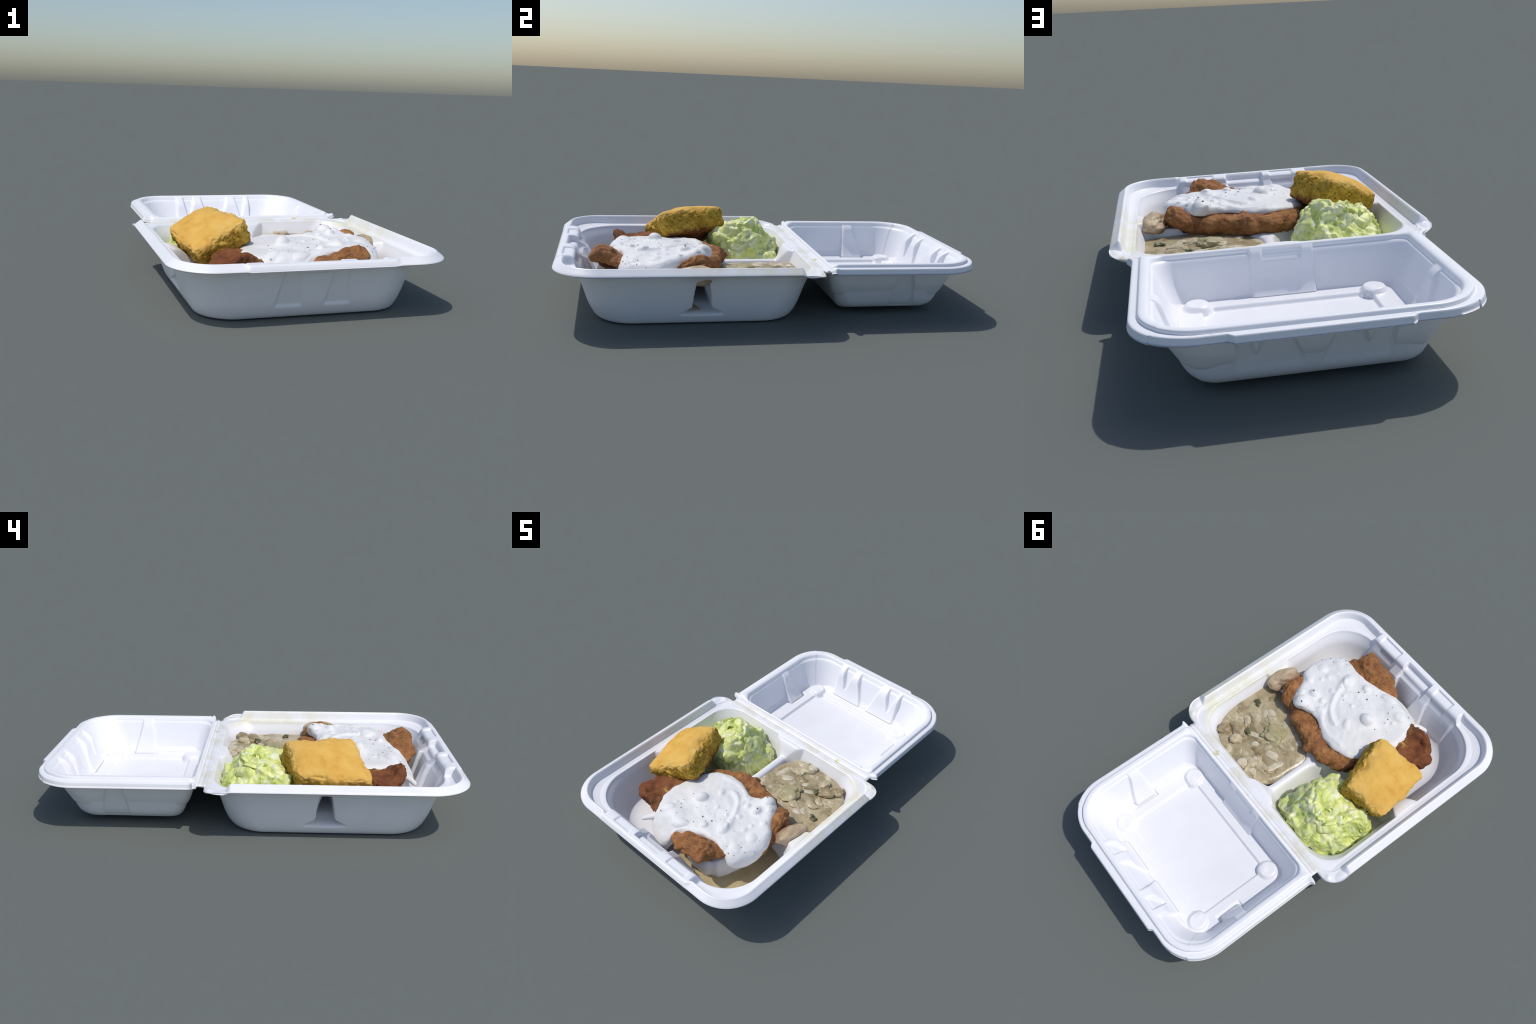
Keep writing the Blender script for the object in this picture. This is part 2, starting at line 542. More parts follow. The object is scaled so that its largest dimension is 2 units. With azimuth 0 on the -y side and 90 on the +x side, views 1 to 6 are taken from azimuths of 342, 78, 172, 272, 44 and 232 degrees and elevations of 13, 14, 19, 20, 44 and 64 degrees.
def lid_floor(X, Y, Z):
    """raised border, sunk panel and four corner domes of the lid floor"""
    hxp, y0, y1, rc = 0.313, 0.357, 0.770, 0.03
    qx = np.abs(X) - (hxp - rc)
    qy = np.abs(Y - (y0 + y1) / 2) - ((y1 - y0) / 2 - rc)
    sd = np.hypot(np.maximum(qx, 0), np.maximum(qy, 0)) + np.minimum(np.maximum(qx, qy), 0) - rc
    Z = Z - 0.015 * sstep(0.003, -0.006, sd)
    Z = Z - 0.012 * sstep(0.362, 0.368, np.abs(X)) * sstep(0.552, 0.560, Y) * sstep(0.700, 0.690, Y)
    for sx in (1, -1):
        for cy in (0.352, 0.776):
            # low round boss that swells out of the border, with a smaller knob on its inner shoulder
            d = np.hypot(X - sx * 0.328, Y - cy - 0.004 * np.sign(cy - 0.5))
            boss = 0.0905 + 0.020 * sstep(0.056, 0.036, d) - 0.012 * sstep(0.064, 0.056, d) * 0
            Z = np.where(d < 0.056, np.maximum(Z, boss), Z)
            d = np.hypot(X - sx * 0.316, Y - cy - 0.010 * np.sign(0.5 - cy))
            Z = np.where(d < 0.034, np.maximum(Z, 0.099 + 0.014 * np.clip(1 - (d / 0.034) ** 2, 0, 1) ** 0.6), Z)
    return Z


def build_lid(parent):
    top_keys = [
        (0.000, 0.2370, 0.000, 0.2440, 0.000, 0.2380, 0.020, 0.212),
        (0.004, 0.2570, 0.003, 0.2620, 0.001, 0.2440, 0.020, 0.210),
        (0.009, 0.2630, 0.008, 0.2680, 0.002, 0.2500, 0.020, 0.206),
        (0.026, 0.2635, 0.034, 0.2650, 0.003, 0.2540, 0.022, 0.192),
        (0.030, 0.2650, 0.038, 0.2665, 0.004, 0.2570, 0.024, 0.188),
        (0.035, 0.2750, 0.042, 0.2765, 0.006, 0.2600, 0.026, 0.176),
        (0.043, 0.2780, 0.050, 0.2790, 0.008, 0.2620, 0.030, 0.170),
        (0.054, 0.2775, 0.060, 0.2785, 0.011, 0.2640, 0.040, 0.162),
        (0.063, 0.2740, 0.066, 0.2750, 0.013, 0.2630, 0.050, 0.156),
        (0.069, 0.2630, 0.072, 0.2630, 0.016, 0.2560, 0.055, 0.152),
        (0.082, 0.2200, 0.088, 0.2200, 0.020, 0.2200, 0.056, 0.150),
        (0.101, 0.1650, 0.110, 0.1650, 0.034, 0.1650, 0.056, 0.146),
        (0.120, 0.1300, 0.130, 0.1300, 0.046, 0.1300, 0.056, 0.130),
        (0.136, 0.1060, 0.148, 0.1060, 0.057, 0.1060, 0.056, 0.105),
        (0.147, 0.0940, 0.161, 0.0940, 0.065, 0.0940, 0.056, 0.088),
        (0.155, 0.0915, 0.169, 0.0915, 0.074, 0.0915, 0.054, 0.082),
        (0.249, 0.0910, 0.246, 0.0910, 0.150, 0.0910, 0.030, 0.030),
    ]
    # in this tray the hinge lies at its front (-y) side: swap so that F = hinge side, B = far side
    keys = [(dS, zS, dB, zB, dF, zF, rB, rF) for dS, zS, dF, zF, dB, zB, rB, rF in top_keys]
    fac = [2, 2, 3, 2, 3, 3, 3, 3, 3, 5, 8, 8, 8, 4, 3, 22]
    rings = densify(keys, fac)
    hx, yf, yb = 0.548, 0.226, 0.995
    px, py, pz, nx, ny, wF, wB, rid, n = shell_points(rings, hx, yf, yb, 60)
    kidx = np.concatenate([[0], np.cumsum(fac)])
    # far edge: slightly proud middle third that carries the latch tabs
    tab = sstep(0.275, 0.252, np.abs(px + 0.004)) * (wB > 0.5)
    ridc = rid.astype(float)
    py = py + 0.004 * (wB > 0.5) - 0.016 * (1 - tab) * (wB > 0.5) * sstep(kidx[4], kidx[2], ridc) * wB
    # wall details
    w_edge = sstep(kidx[8], kidx[10], ridc)
    wall = sstep(kidx[15] + 3, kidx[14], ridc) * w_edge
    py = py - lid_front_push(px, pz) * (wB > 0.5) * wall
    px = px - np.sign(px) * lid_side_push(py, pz) * (np.abs(nx) > 0.9) * wall
    py = py + lid_hinge_push(px, pz) * (wF > 0.5) * wall
    floor = rid >= kidx[14]
    pz = np.where(floor, lid_floor(px, py, pz), pz)
    # pointed ends of the side flanges at the hinge
    tip = np.exp(-((py - 0.236) / 0.012) ** 2) * sstep(0.515, 0.545, np.abs(px)) * (rid <= kidx[3])
    px = px + np.sign(px) * 0.018 * tip
    pz = pz + 0.010 * tip
    top = np.stack([px, py, pz], -1)

    bot_keys = [
        (0.000, 0.2360, 0.000, 0.2430, 0.000, 0.2370, 0.020, 0.212),
        (0.004, 0.2345, 0.004, 0.2410, 0.003, 0.2360, 0.020, 0.210),
        (0.030, 0.2480, 0.036, 0.2500, 0.008, 0.2420, 0.026, 0.180),
        (0.060, 0.2560, 0.066, 0.2560, 0.014, 0.2480, 0.040, 0.165),
        (0.078, 0.2500, 0.082, 0.2500, 0.020, 0.2440, 0.060, 0.158),
        (0.086, 0.2280, 0.094, 0.2280, 0.030, 0.2250, 0.064, 0.156),
        (0.110, 0.1600, 0.122, 0.1600, 0.046, 0.1600, 0.066, 0.150),
        (0.130, 0.1100, 0.143, 0.1100, 0.061, 0.1100, 0.066, 0.140),
        (0.149, 0.0640, 0.162, 0.0640, 0.077, 0.0640, 0.064, 0.120),
        (0.167, 0.0390, 0.181, 0.0390, 0.093, 0.0340, 0.060, 0.098),
        (0.188, 0.0260, 0.202, 0.0260, 0.110, 0.0190, 0.055, 0.080),
        (0.245, 0.0240, 0.246, 0.0240, 0.150, 0.0170, 0.030, 0.030),
    ]
    keys2 = [(dS, zS, dB, zB, dF, zF, rB, rF) for dS, zS, dF, zF, dB, zB, rB, rF in bot_keys]
    f2 = [2, 3, 3, 3, 4, 8, 8, 8, 6, 5, 8]
    R2 = densify(keys2, f2)
    qx, qy, qz, mx, my, vF, vB, sid, _ = shell_points(R2, hx, yf, yb, n - len(R2) + 1)
    tab = sstep(0.275, 0.252, np.abs(qx + 0.004)) * (vB > 0.5)
    qy = qy + 0.004 * (vB > 0.5) - 0.016 * (1 - tab) * (vB > 0.5) * sstep(10, 5, sid.astype(float)) * vB
    wl = sstep(9, 14, sid.astype(float)) * sstep(52, 44, sid.astype(float))
    qy = qy - 0.3 * lid_front_push(qx, qz) * (vB > 0.5) * wl
    qx = qx - 0.35 * np.sign(qx) * lid_side_push(qy, qz) * (np.abs(mx) > 0.9) * wl
    bot = np.stack([qx, qy, qz], -1)
    return close_shell("lid", top, bot, parent, FOAM)


def build_hinge(parent):
    """thin living hinge: a strip with pressed fold lines, swept along x"""
    prof = [(0.168, 0.2350), (0.170, 0.2455), (0.186, 0.2470), (0.191, 0.2485), (0.196, 0.2470), (0.203, 0.2450), (0.207, 0.2475),
            (0.211, 0.2510), (0.216, 0.2520), (0.221, 0.2470), (0.226, 0.2470), (0.232, 0.2480), (0.238, 0.2480), (0.238, 0.2420), (0.213, 0.2400)]
    prof = catmull(prof, 60)
    xs = np.linspace(-0.523, 0.523, 60)
    V, F = [], []
    m = len(prof)
    for i, x in enumerate(xs):
        e = 1 - 0.02 * (i in (0, len(xs) - 1))
        c = prof.mean(0)
        for p in prof:
            q = c + (p - c) * e
            V.append((x, q[0], q[1]))
    for i in range(len(xs) - 1):
        for j in range(m):
            F.append((i * m + j, i * m + (j + 1) % m, (i + 1) * m + (j + 1) % m, (i + 1) * m + j))
    F.append(tuple(range(m))[::-1])
    F.append(tuple((len(xs) - 1) * m + j for j in range(m)))
    return make_mesh("hinge", V, F, FOAM, parent)


box = empty("takeout_container", "open white foam clamshell takeout box, three compartments", "food container")
build_tray(box)
build_lid(box)
build_hinge(box)


# ---------------------------------------------------------------- food
def patty(outline, center, htop, hbot, n_th=260, n_ph=110, e_r=0.45, e_z=0.55):
    """rounded slab: superquadric section swept inside a closed outline, heights from fields"""
    O = catmull(outline, n_th)
    C = np.asarray(center, float)
    ph = np.linspace(0.0, math.pi, n_ph + 1)
    # more rings near the edge
    rho = np.sin(ph) ** 1.0
    s = np.cos(ph)
    rr = np.abs(rho) ** e_r if e_r else rho
    # uniform disc spacing on the flat parts
    t = np.linspace(-1, 1, n_ph + 1)
    flat = 0.62
    rr = np.where(np.abs(t) > 1 - flat, (1 - np.abs(t)) / flat * 0.88, 1.0)
    edge = np.clip((1 - flat - np.abs(t)) / (1 - flat), 0, 1)       # 0 at inner edge, 1 at equator
    a = edge * math.pi / 2
    rr = np.where(edge > 0, 0.88 + 0.12 * np.sin(a), rr)
    ss = np.where(edge > 0, np.cos(a), 1.0) * np.where(t < 0, 1, -1)
    V, S = [], []
    for r, sg in zip(rr[1:-1], ss[1:-1]):
        P = C + (O - C) * r
        top, bot = htop(P[:, 0], P[:, 1]), hbot(P[:, 0], P[:, 1])
        zm, hf = (top + bot) / 2, np.maximum((top - bot) / 2, 0.002)
        V.append(np.column_stack([P, zm + hf * sg]))
    m = len(O)
    k = len(V)
    V = np.concatenate(V + [np.array([[C[0], C[1], htop(C[:1], C[1:])[0]], [C[0], C[1], hbot(C[:1], C[1:])[0]]])])
    i, j = np.meshgrid(np.arange(k - 1), np.arange(m), indexing="ij")
    A = (i * m + j).ravel()
    B = (i * m + (j + 1) % m).ravel()
    F = np.stack([A, A + m, B + m, B], 1)
    j = np.arange(m)
    j2 = (j + 1) % m
    T = [(k * m, int(a), int(b)) for a, b in zip(j, j2)] + [(k * m + 1, int((k - 1) * m + b), int((k - 1) * m + a)) for a, b in zip(j, j2)]
    return V, F, T


def displace(V, F, field):
    N = normals(V, F)
    N[-2:] = ((0, 0, 1), (0, 0, -1))
    return V + N * field(V, N)[:, None]


def bumps(V, items):
    """round lumps: (x, y, r, h[, stretch_angle, stretch])"""
    out = np.zeros(len(V))
    for it in items:
        x, y, r, h = it[:4]
        dx, dy = V[:, 0] - x, V[:, 1] - y
        if len(it) > 4:
            c, s = math.cos(it[4]), math.sin(it[4])
            dx, dy = (dx * c + dy * s) / it[5], -dx * s + dy * c
        d = np.hypot(dx, dy) / r
        out = np.maximum(out, h * np.clip(1 - d * d, 0, 1) ** 0.75 + 0.25 * h * np.exp(-(d / 1.25) ** 4))
    return out


def ridge(V, pts, width, h):
    P = catmull(pts, 40, closed=False)
    d = np.full(len(V), 9.0)
    for p in P:
        d = np.minimum(d, np.hypot(V[:, 0] - p[0], V[:, 1] - p[1]))
    return h * np.exp(-(d / width) ** 2)


WALL = np.array([(0.2385, 0.095, 0.093, 0.034, 0.200, 0.135), (0.190, 0.118, 0.114, 0.055, 0.206, 0.152), (0.150, 0.128, 0.126, 0.066, 0.208, 0.156), (0.115, 0.139, 0.139, 0.079, 0.206, 0.156),
                 (0.085, 0.153, 0.155, 0.094, 0.200, 0.154), (0.064, 0.171, 0.173, 0.112, 0.190, 0.150), (0.052, 0.193, 0.196, 0.136, 0.175, 0.142), (0.046, 0.224, 0.226, 0.168, 0.152, 0.126)])[::-1]


def keep_inside(V, gap=-0.003):
    """push food that would poke through the tray wall back to the wall's inner face"""
    V = V.copy()
    V[:, 2] = np.maximum(V[:, 2], 0.0435)
    g = [np.interp(V[:, 2], WALL[:, 0], WALL[:, k]) for k in range(1, 6)]
    hx = 0.633 - g[0] - gap
    y0, y1 = -1.0 + g[1] + gap, 0.192 - g[2] - gap
    cy, hy = (y0 + y1) / 2, (y1 - y0) / 2
    rc = np.where(V[:, 1] < cy, g[3], g[4])
    qx, qy = np.abs(V[:, 0]) - (hx - rc), np.abs(V[:, 1] - cy) - (hy - rc)
    out = np.hypot(np.maximum(qx, 0), np.maximum(qy, 0)) - rc
    mx, my = np.maximum(qx, 0), np.maximum(qy, 0)
    L = np.maximum(np.hypot(mx, my), 1e-9)
    m = (out > 0) & (V[:, 2] < 0.24)
    V[m, 0] -= (np.sign(V[:, 0]) * mx / L * out)[m]
    V[m, 1] -= (np.sign(V[:, 1] - cy) * my / L * out)[m]
    return V


# ---- breaded cutlet with white gravy ---------------------------------------
M = Mat("breading", rough=0.75, spec=0.25)
x, y, z = M.xyz()
c = M.ramp(M.noise(16, 5, 0.62), [(0.30, srgb(116, 74, 45)), (0.5, srgb(153, 104, 63)), (0.72, srgb(184, 132, 83))])
c = M.mix(M.math("MULTIPLY", M.mask(M.noise(140, 3), 0.52, 0.75), 0.6), c, srgb(198, 146, 96))
c = M.mix(M.math("MULTIPLY", M.mask(M.noise(60, 5, dist=0.8), 0.42, 0.28), 0.6), c, srgb(96, 54, 34))
c = M.mix(M.math("MULTIPLY", M.mask(M.noise(6, 3), 0.55, 0.72), 0.5), c, srgb(138, 90, 62))
dark = M.math("MULTIPLY", M.mask(x, -0.17, -0.26), M.mask(y, -0.50, -0.58), True)
c = M.mix(M.math("MULTIPLY", dark, 0.85), c, M.ramp(M.noise(14, 4), [(0.3, srgb(82, 44, 28)), (0.5, srgb(116, 66, 40)), (0.7, srgb(142, 86, 52))]))
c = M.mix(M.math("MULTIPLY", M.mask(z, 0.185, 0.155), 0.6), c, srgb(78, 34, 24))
bare = M.math("MULTIPLY", M.blob(-0.245, -0.615, 0.255, 0.042, 0.4), M.mask(M.noise(55, 3), 0.47, 0.55), True)
c = M.mix(bare, c, srgb(196, 160, 88))
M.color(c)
M.bump(M.noise(150, 5, 0.65), 0.006, 0.8)
BREADING = M.m

M = Mat("white_gravy", rough=0.5, spec=0.35)
c = M.mix(M.mask(M.noise(7, 3), 0.35, 0.7), srgb(231, 231, 230), srgb(229, 228, 227))
M.color(c)
M.bump(M.noise(40, 2), 0.002, 0.15)
GRAVY = M.m

M = Mat("black_pepper", rough=0.8)
M.color(M.mix(M.noise(90, 2), srgb(64, 62, 60), srgb(120, 116, 110)))
PEPPER = M.m

cutlet_outline = [(0.432, -0.46), (0.438, -0.375), (0.395, -0.300), (0.312, -0.260), (0.262, -0.262), (0.210, -0.240), (0.130, -0.206), (0.075, -0.204), (0.020, -0.192),
                  (-0.080, -0.222), (-0.135, -0.258), (-0.195, -0.315), (-0.270, -0.42), (-0.345, -0.54), (-0.402, -0.585), (-0.412, -0.640), (-0.392, -0.695),
                  (-0.325, -0.742), (-0.245, -0.748), (-0.190, -0.740), (-0.120, -0.770), (-0.030, -0.780), (0.022, -0.826), (0.060, -0.842),
                  (0.128, -0.852), (0.222, -0.848), (0.290, -0.795), (0.322, -0.725), (0.385, -0.665), (0.428, -0.565)]
cut_top = rbf([(0.41, -0.44, 0.262), (0.388, -0.345, 0.297), (0.355, -0.295, 0.276), (0.25, -0.28, 0.250), (0.124, -0.245, 0.252), (0.0, -0.23, 0.246), (-0.12, -0.28, 0.240),
               (0.0, -0.50, 0.246), (0.2, -0.50, 0.252), (0.30, -0.60, 0.246), (0.228, -0.785, 0.304), (0.14, -0.81, 0.284), (0.29, -0.745, 0.274), (0.035, -0.815, 0.232),
               (0.12, -0.70, 0.242), (0.22, -0.70, 0.250), (-0.10, -0.68, 0.228), (-0.283, -0.715, 0.282), (-0.305, -0.657, 0.244), (-0.36, -0.70, 0.250), (-0.385, -0.635, 0.236),
               (-0.20, -0.60, 0.228), (-0.28, -0.59, 0.25), (-0.25, -0.45, 0.228), (-0.12, -0.76, 0.20), (0.41, -0.57, 0.240), (-0.1, -0.40, 0.248), (0.15, -0.38, 0.25)], 0.085)
cut_thick = rbf([(0.4, -0.4, 0.12), (0.1, -0.23, 0.105), (0, -0.5, 0.10), (0.22, -0.8, 0.075), (0.1, -0.82, 0.075), (0.3, -0.74, 0.07), (-0.3, -0.68, 0.14), (-0.39, -0.66, 0.14), (-0.2, -0.4, 0.09), (0.02, -0.82, 0.09), (0.35, -0.6, 0.11)], 0.2)
cut_bot = lambda x, y: cut_top(x, y) - cut_thick(x, y)


def cut_field(V, N):
    side = 1 - np.clip(np.abs(N[:, 2]), 0, 1)
    Q = V + 0.03 * np.stack([vnoise(V, 9, 91), vnoise(V, 9, 92), vnoise(V, 9, 93)], 1)
    d1, d2 = worley(Q * np.array((1, 1, 0.30)), 10.5, 5)
    f = 0.052 * (0.46 - d1) * (0.28 + 0.72 * side) - 0.008 * np.exp(-((d2 - d1) / 0.12) ** 2) * side
    f += 0.012 * (0.75 - np.abs(fbm(Q, 15, 3, 3))) - 0.008 + 0.007 * fbm(V, 42, 3, 9)
    e1, e2 = worley(Q, 26, 15)
    f += 0.011 * (0.5 - e1) + 0.009 * side + 0.0022 * fbm(V, 95, 2, 19)
    f -= 0.010 * np.exp(-((V[:, 0] + 0.30) ** 2 + (V[:, 1] + 0.665) ** 2) / 0.022 ** 2) * (N[:, 2] > 0)
    return f


raise_by = lambda h, pts, wd: (lambda f: (lambda x, y: f(x, y) + h))(rbf(pts, wd))
steak = empty("fried_cutlet", "crispy brown breaded cutlet smothered in peppered white gravy", "fried meat")
V, F, T = patty(cutlet_outline, (0.03, -0.52), cut_top, cut_bot, 420, 150)
low = np.clip((cut_top(V[:, 0], V[:, 1]) - 0.02 - V[:, 2]) / 0.09, 0, 1)
C = np.array((0.03, -0.52))
V[:, :2] = C + (V[:, :2] - C) * (1 - 0.09 * low ** 1.5)[:, None]          # the underside tucks in
V = displace(V, F, cut_field)
V = keep_inside(V)
make_mesh("breaded_cutlet", V, [tuple(map(int, f)) for f in F] + T, BREADING, steak)

gravy_outline = [(0.432, -0.515), (0.415, -0.47), (0.372, -0.418), (0.348, -0.370), (0.322, -0.330), (0.290, -0.302), (0.262, -0.298), (0.236, -0.312), (0.205, -0.322), (0.175, -0.335),
                 (0.123, -0.334), (0.060, -0.305), (0.008, -0.290), (-0.067, -0.300), (-0.150, -0.335), (-0.212, -0.42), (-0.238, -0.53), (-0.248, -0.60), (-0.236, -0.672), (-0.212, -0.735),
                 (-0.180, -0.785), (-0.130, -0.822), (-0.070, -0.832), (-0.020, -0.812), (0.010, -0.775), (0.048, -0.748), (0.100, -0.722), (0.160, -0.708), (0.223, -0.702), (0.285, -0.712),
                 (0.325, -0.722), (0.365, -0.718), (0.400, -0.682), (0.425, -0.635), (0.434, -0.58)]
g_top = raise_by(0.009, [(0.40, -0.50, 0.270), (0.33, -0.38, 0.282), (0.26, -0.33, 0.284), (0.15, -0.38, 0.268), (0.124, -0.345, 0.258), (0.0, -0.32, 0.256), (-0.12, -0.36, 0.252), (-0.19, -0.45, 0.242),
             (0.0, -0.50, 0.268), (0.2, -0.50, 0.270), (0.3, -0.60, 0.268), (0.12, -0.66, 0.262), (0.22, -0.68, 0.264), (-0.04, -0.64, 0.252), (-0.2, -0.60, 0.240), (-0.22, -0.68, 0.236),
             (-0.17, -0.73, 0.225), (-0.15, -0.80, 0.15), (-0.08, -0.77, 0.205), (-0.07, -0.83, 0.13), (0.0, -0.77, 0.215), (0.04, -0.73, 0.242), (0.36, -0.72, 0.235), (0.40, -0.66, 0.245), (0.43, -0.58, 0.245),
             (0.0, -0.58, 0.262), (-0.1, -0.52, 0.252), (0.1, -0.45, 0.27)], 0.09)
g_th = rbf([(0.0, -0.5, 0.06), (0.2, -0.5, 0.06), (-0.1, -0.8, 0.14), (0.03, -0.74, 0.05), (0.2, -0.69, 0.035), (-0.2, -0.7, 0.10), (0.38, -0.72, 0.11), (0.43, -0.6, 0.10), (0.3, -0.32, 0.045),
            (0.1, -0.33, 0.03), (-0.1, -0.33, 0.03), (-0.2, -0.5, 0.04), (0.3, -0.7, 0.05)], 0.12)
gravy_lumps = [(-0.034, -0.536, 0.034, 0.027, 0.6, 1.1), (0.205, -0.612, 0.032, 0.016, 2.2, 1.45), (0.257, -0.412, 0.026, 0.020), (0.113, -0.662, 0.022, 0.012), (0.012, -0.435, 0.020, 0.007, 2.0, 1.5),
               (0.213, -0.502, 0.017, 0.006), (-0.137, -0.700, 0.030, 0.008, 0.7, 1.6), (-0.005, -0.725, 0.028, 0.010, 0.5, 1.8), (0.294, -0.547, 0.018, 0.006), (0.194, -0.419, 0.018, 0.008),
               (0.258, -0.325, 0.036, 0.018), (0.305, -0.365, 0.02, 0.006), (0.36, -0.56, 0.03, 0.008), (0.078, -0.53, 0.012, 0.005), (-0.107, -0.607, 0.011, 0.004), (-0.071, -0.565, 0.009, 0.004),
               (0.305, -0.503, 0.012, 0.005), (0.151, -0.534, 0.010, 0.004), (-0.128, -0.640, 0.012, 0.004), (0.34, -0.45, 0.02, 0.006), (0.16, -0.375, 0.022, 0.006), (0.34, -0.66, 0.03, 0.006)]


def gravy_field(V, N):
    up = np.clip(N[:, 2] * 1.6, 0, 1)
    f = bumps(V, gravy_lumps) * up
    f += up * ridge(V, [(0.225, -0.60), (0.196, -0.534), (0.158, -0.456), (0.106, -0.405), (0.050, -0.388)], 0.013, 0.009)
    f += up * ridge(V, [(0.165, -0.43), (0.121, -0.355), (0.038, -0.325), (-0.06, -0.335)], 0.012, 0.005)
    f -= up * ridge(V, [(0.19, -0.60), (0.165, -0.52), (0.125, -0.45), (0.07, -0.42)], 0.014, 0.004)
    f += 0.004 * fbm(V, 14, 2, 21) + 0.0018 * fbm(V, 42, 2, 24)
    f += 0.006 * vnoise(V, 20, 30) * (1 - np.abs(N[:, 2]))
    return f


V, F, T = patty(gravy_outline, (0.08, -0.53), g_top, lambda x, y: g_top(x, y) - g_th(x, y), 420, 170)
V = displace(V, F, gravy_field)
V = keep_inside(V)
gravy_verts = V
make_mesh("white_gravy", V, [tuple(map(int, f)) for f in F] + T, GRAVY, steak)

# gravy that ran down over the front edge and pooled on the tray floor
drip_outline = [(0.05, -0.745), (0.11, -0.775), (0.17, -0.785), (0.235, -0.785), (0.292, -0.752), (0.322, -0.70), (0.338, -0.63), (0.352, -0.56), (0.355, -0.48), (0.30, -0.42), (0.18, -0.42), (0.08, -0.5), (0.03, -0.62)]
d_top = rbf([(0.2, -0.6, 0.21), (0.08, -0.74, 0.16), (0.16, -0.77, 0.165), (0.25, -0.76, 0.17), (0.30, -0.70, 0.19), (0.32, -0.6, 0.20), (0.34, -0.5, 0.19), (0.2, -0.45, 0.2)], 0.11)
V, F, T = patty(drip_outline, (0.2, -0.6), d_top, lambda x, y: 0.010 + 0 * x, 200, 90)
V = displace(V, F, lambda V, N: 0.012 * vnoise(V * np.array((1, 1, 0.35)), 22, 40) + 0.003 * fbm(V, 50, 2, 44))
V = keep_inside(V)
make_mesh("gravy_runoff", V, [tuple(map(int, f)) for f in F] + T, GRAVY, steak)

# little horn of gravy that points at the tray wall
pts = catmull([(-0.185, -0.740, 0.185), (-0.205, -0.765, 0.182), (-0.228, -0.785, 0.172), (-0.250, -0.800, 0.160)], 20, closed=False)
V, F = [], []
for i, p in enumerate(pts):
    r = 0.024 * (1 - 0.55 * i / 19) * (1 if i < 18 else (0.75 if i == 18 else 0.25))
    tan = pts[min(i + 1, 19)] - pts[max(i - 1, 0)]
    tan /= np.linalg.norm(tan)
    u = np.cross(tan, (0, 0, 1)); u /= np.linalg.norm(u)
    w = np.cross(u, tan)
    for k in range(20):
        a = 2 * math.pi * k / 20
        V.append(p + r * (math.cos(a) * u + 0.8 * math.sin(a) * w))
for i in range(19):
    for k in range(20):
        F.append((i * 20 + k, i * 20 + (k + 1) % 20, (i + 1) * 20 + (k + 1) % 20, (i + 1) * 20 + k))
F += [tuple(range(20))[::-1], tuple(range(380, 400))]
make_mesh("gravy_drip", V, F, GRAVY, steak)


def surface_z(verts, x, y):
    m = (np.abs(verts[:, 0] - x) < 0.012) & (np.abs(verts[:, 1] - y) < 0.012)
    if not m.any():
        return None
    c = verts[m]
    d = np.hypot(c[:, 0] - x, c[:, 1] - y)
    near = c[d < max(0.006, d.min() + 0.002)]
    return near[:, 2].max()


def octa(c, r, q):
    """tiny rough grain: subdivided octahedron"""
    v = [(1, 0, 0), (-1, 0, 0), (0, 1, 0), (0, -1, 0), (0, 0, 1), (0, 0, -1)]
    f = [(0, 2, 4), (2, 1, 4), (1, 3, 4), (3, 0, 4), (2, 0, 5), (1, 2, 5), (3, 1, 5), (0, 3, 5)]
    P = [np.array(p, float) for p in v]
    out = []
    for a, b, c_ in f:
        ab, bc, ca = [(P[i] + P[j]) / np.linalg.norm(P[i] + P[j]) for i, j in ((a, b), (b, c_), (c_, a))]
        out += [(P[a], ab, ca), (P[b], bc, ab), (P[c_], ca, bc), (ab, bc, ca)]
    V, F = [], []
    for t in out:
        k = len(V)
        V += [np.array(c) + np.array(r) * p * (1 + 0.25 * math.sin(7 * p[0] + 5 * p[1] + q)) for p in t]
        F.append((k, k + 1, k + 2))
    return V, F


pepper_at = [(0.40, -0.546), (0.418, -0.601), (0.264, -0.591), (0.359, -0.635), (0.197, -0.552), (0.122, -0.615), (0.131, -0.515), (0.083, -0.578), (0.062, -0.624), (0.029, -0.566), (-0.007, -0.602),
             (-0.037, -0.641), (-0.072, -0.658), (-0.098, -0.634), (-0.107, -0.607), (0.262, -0.414), (0.215, -0.338), (0.249, -0.535), (-0.153, -0.735), (-0.19, -0.715), (0.248, -0.32), (0.30, -0.36),
             (0.33, -0.70), (0.36, -0.69), (0.30, -0.68), (0.39, -0.64), (0.05, -0.68), (0.10, -0.64), (0.15, -0.58), (-0.15, -0.58), (-0.06, -0.70), (0.02, -0.70), (0.22, -0.46), (0.05, -0.48), (-0.10, -0.54)]
V, F = [], []
for q, (x, y) in enumerate(pepper_at + [(RNG.uniform(-0.2, 0.4), RNG.uniform(-0.74, -0.34)) for _ in range(16)]):
    zz = surface_z(gravy_verts, x, y)
    if zz is None:
        continue
    big = q < len(pepper_at)
    s = RNG.uniform(0.0016, 0.0032) if big else RNG.uniform(0.0010, 0.0016)
    if q in (8, 15, 5, 20):
        s = 0.0046
    v, f = octa((x, y, zz - 0.0004), (s * RNG.uniform(0.8, 1.3), s, s * 0.6), q)
    F += [tuple(i + len(V) for i in t) for t in f]
    V += v
pep = make_mesh("pepper_flecks", V, F, PEPPER, steak, smooth=False)
pep["kind"] = "stuff"

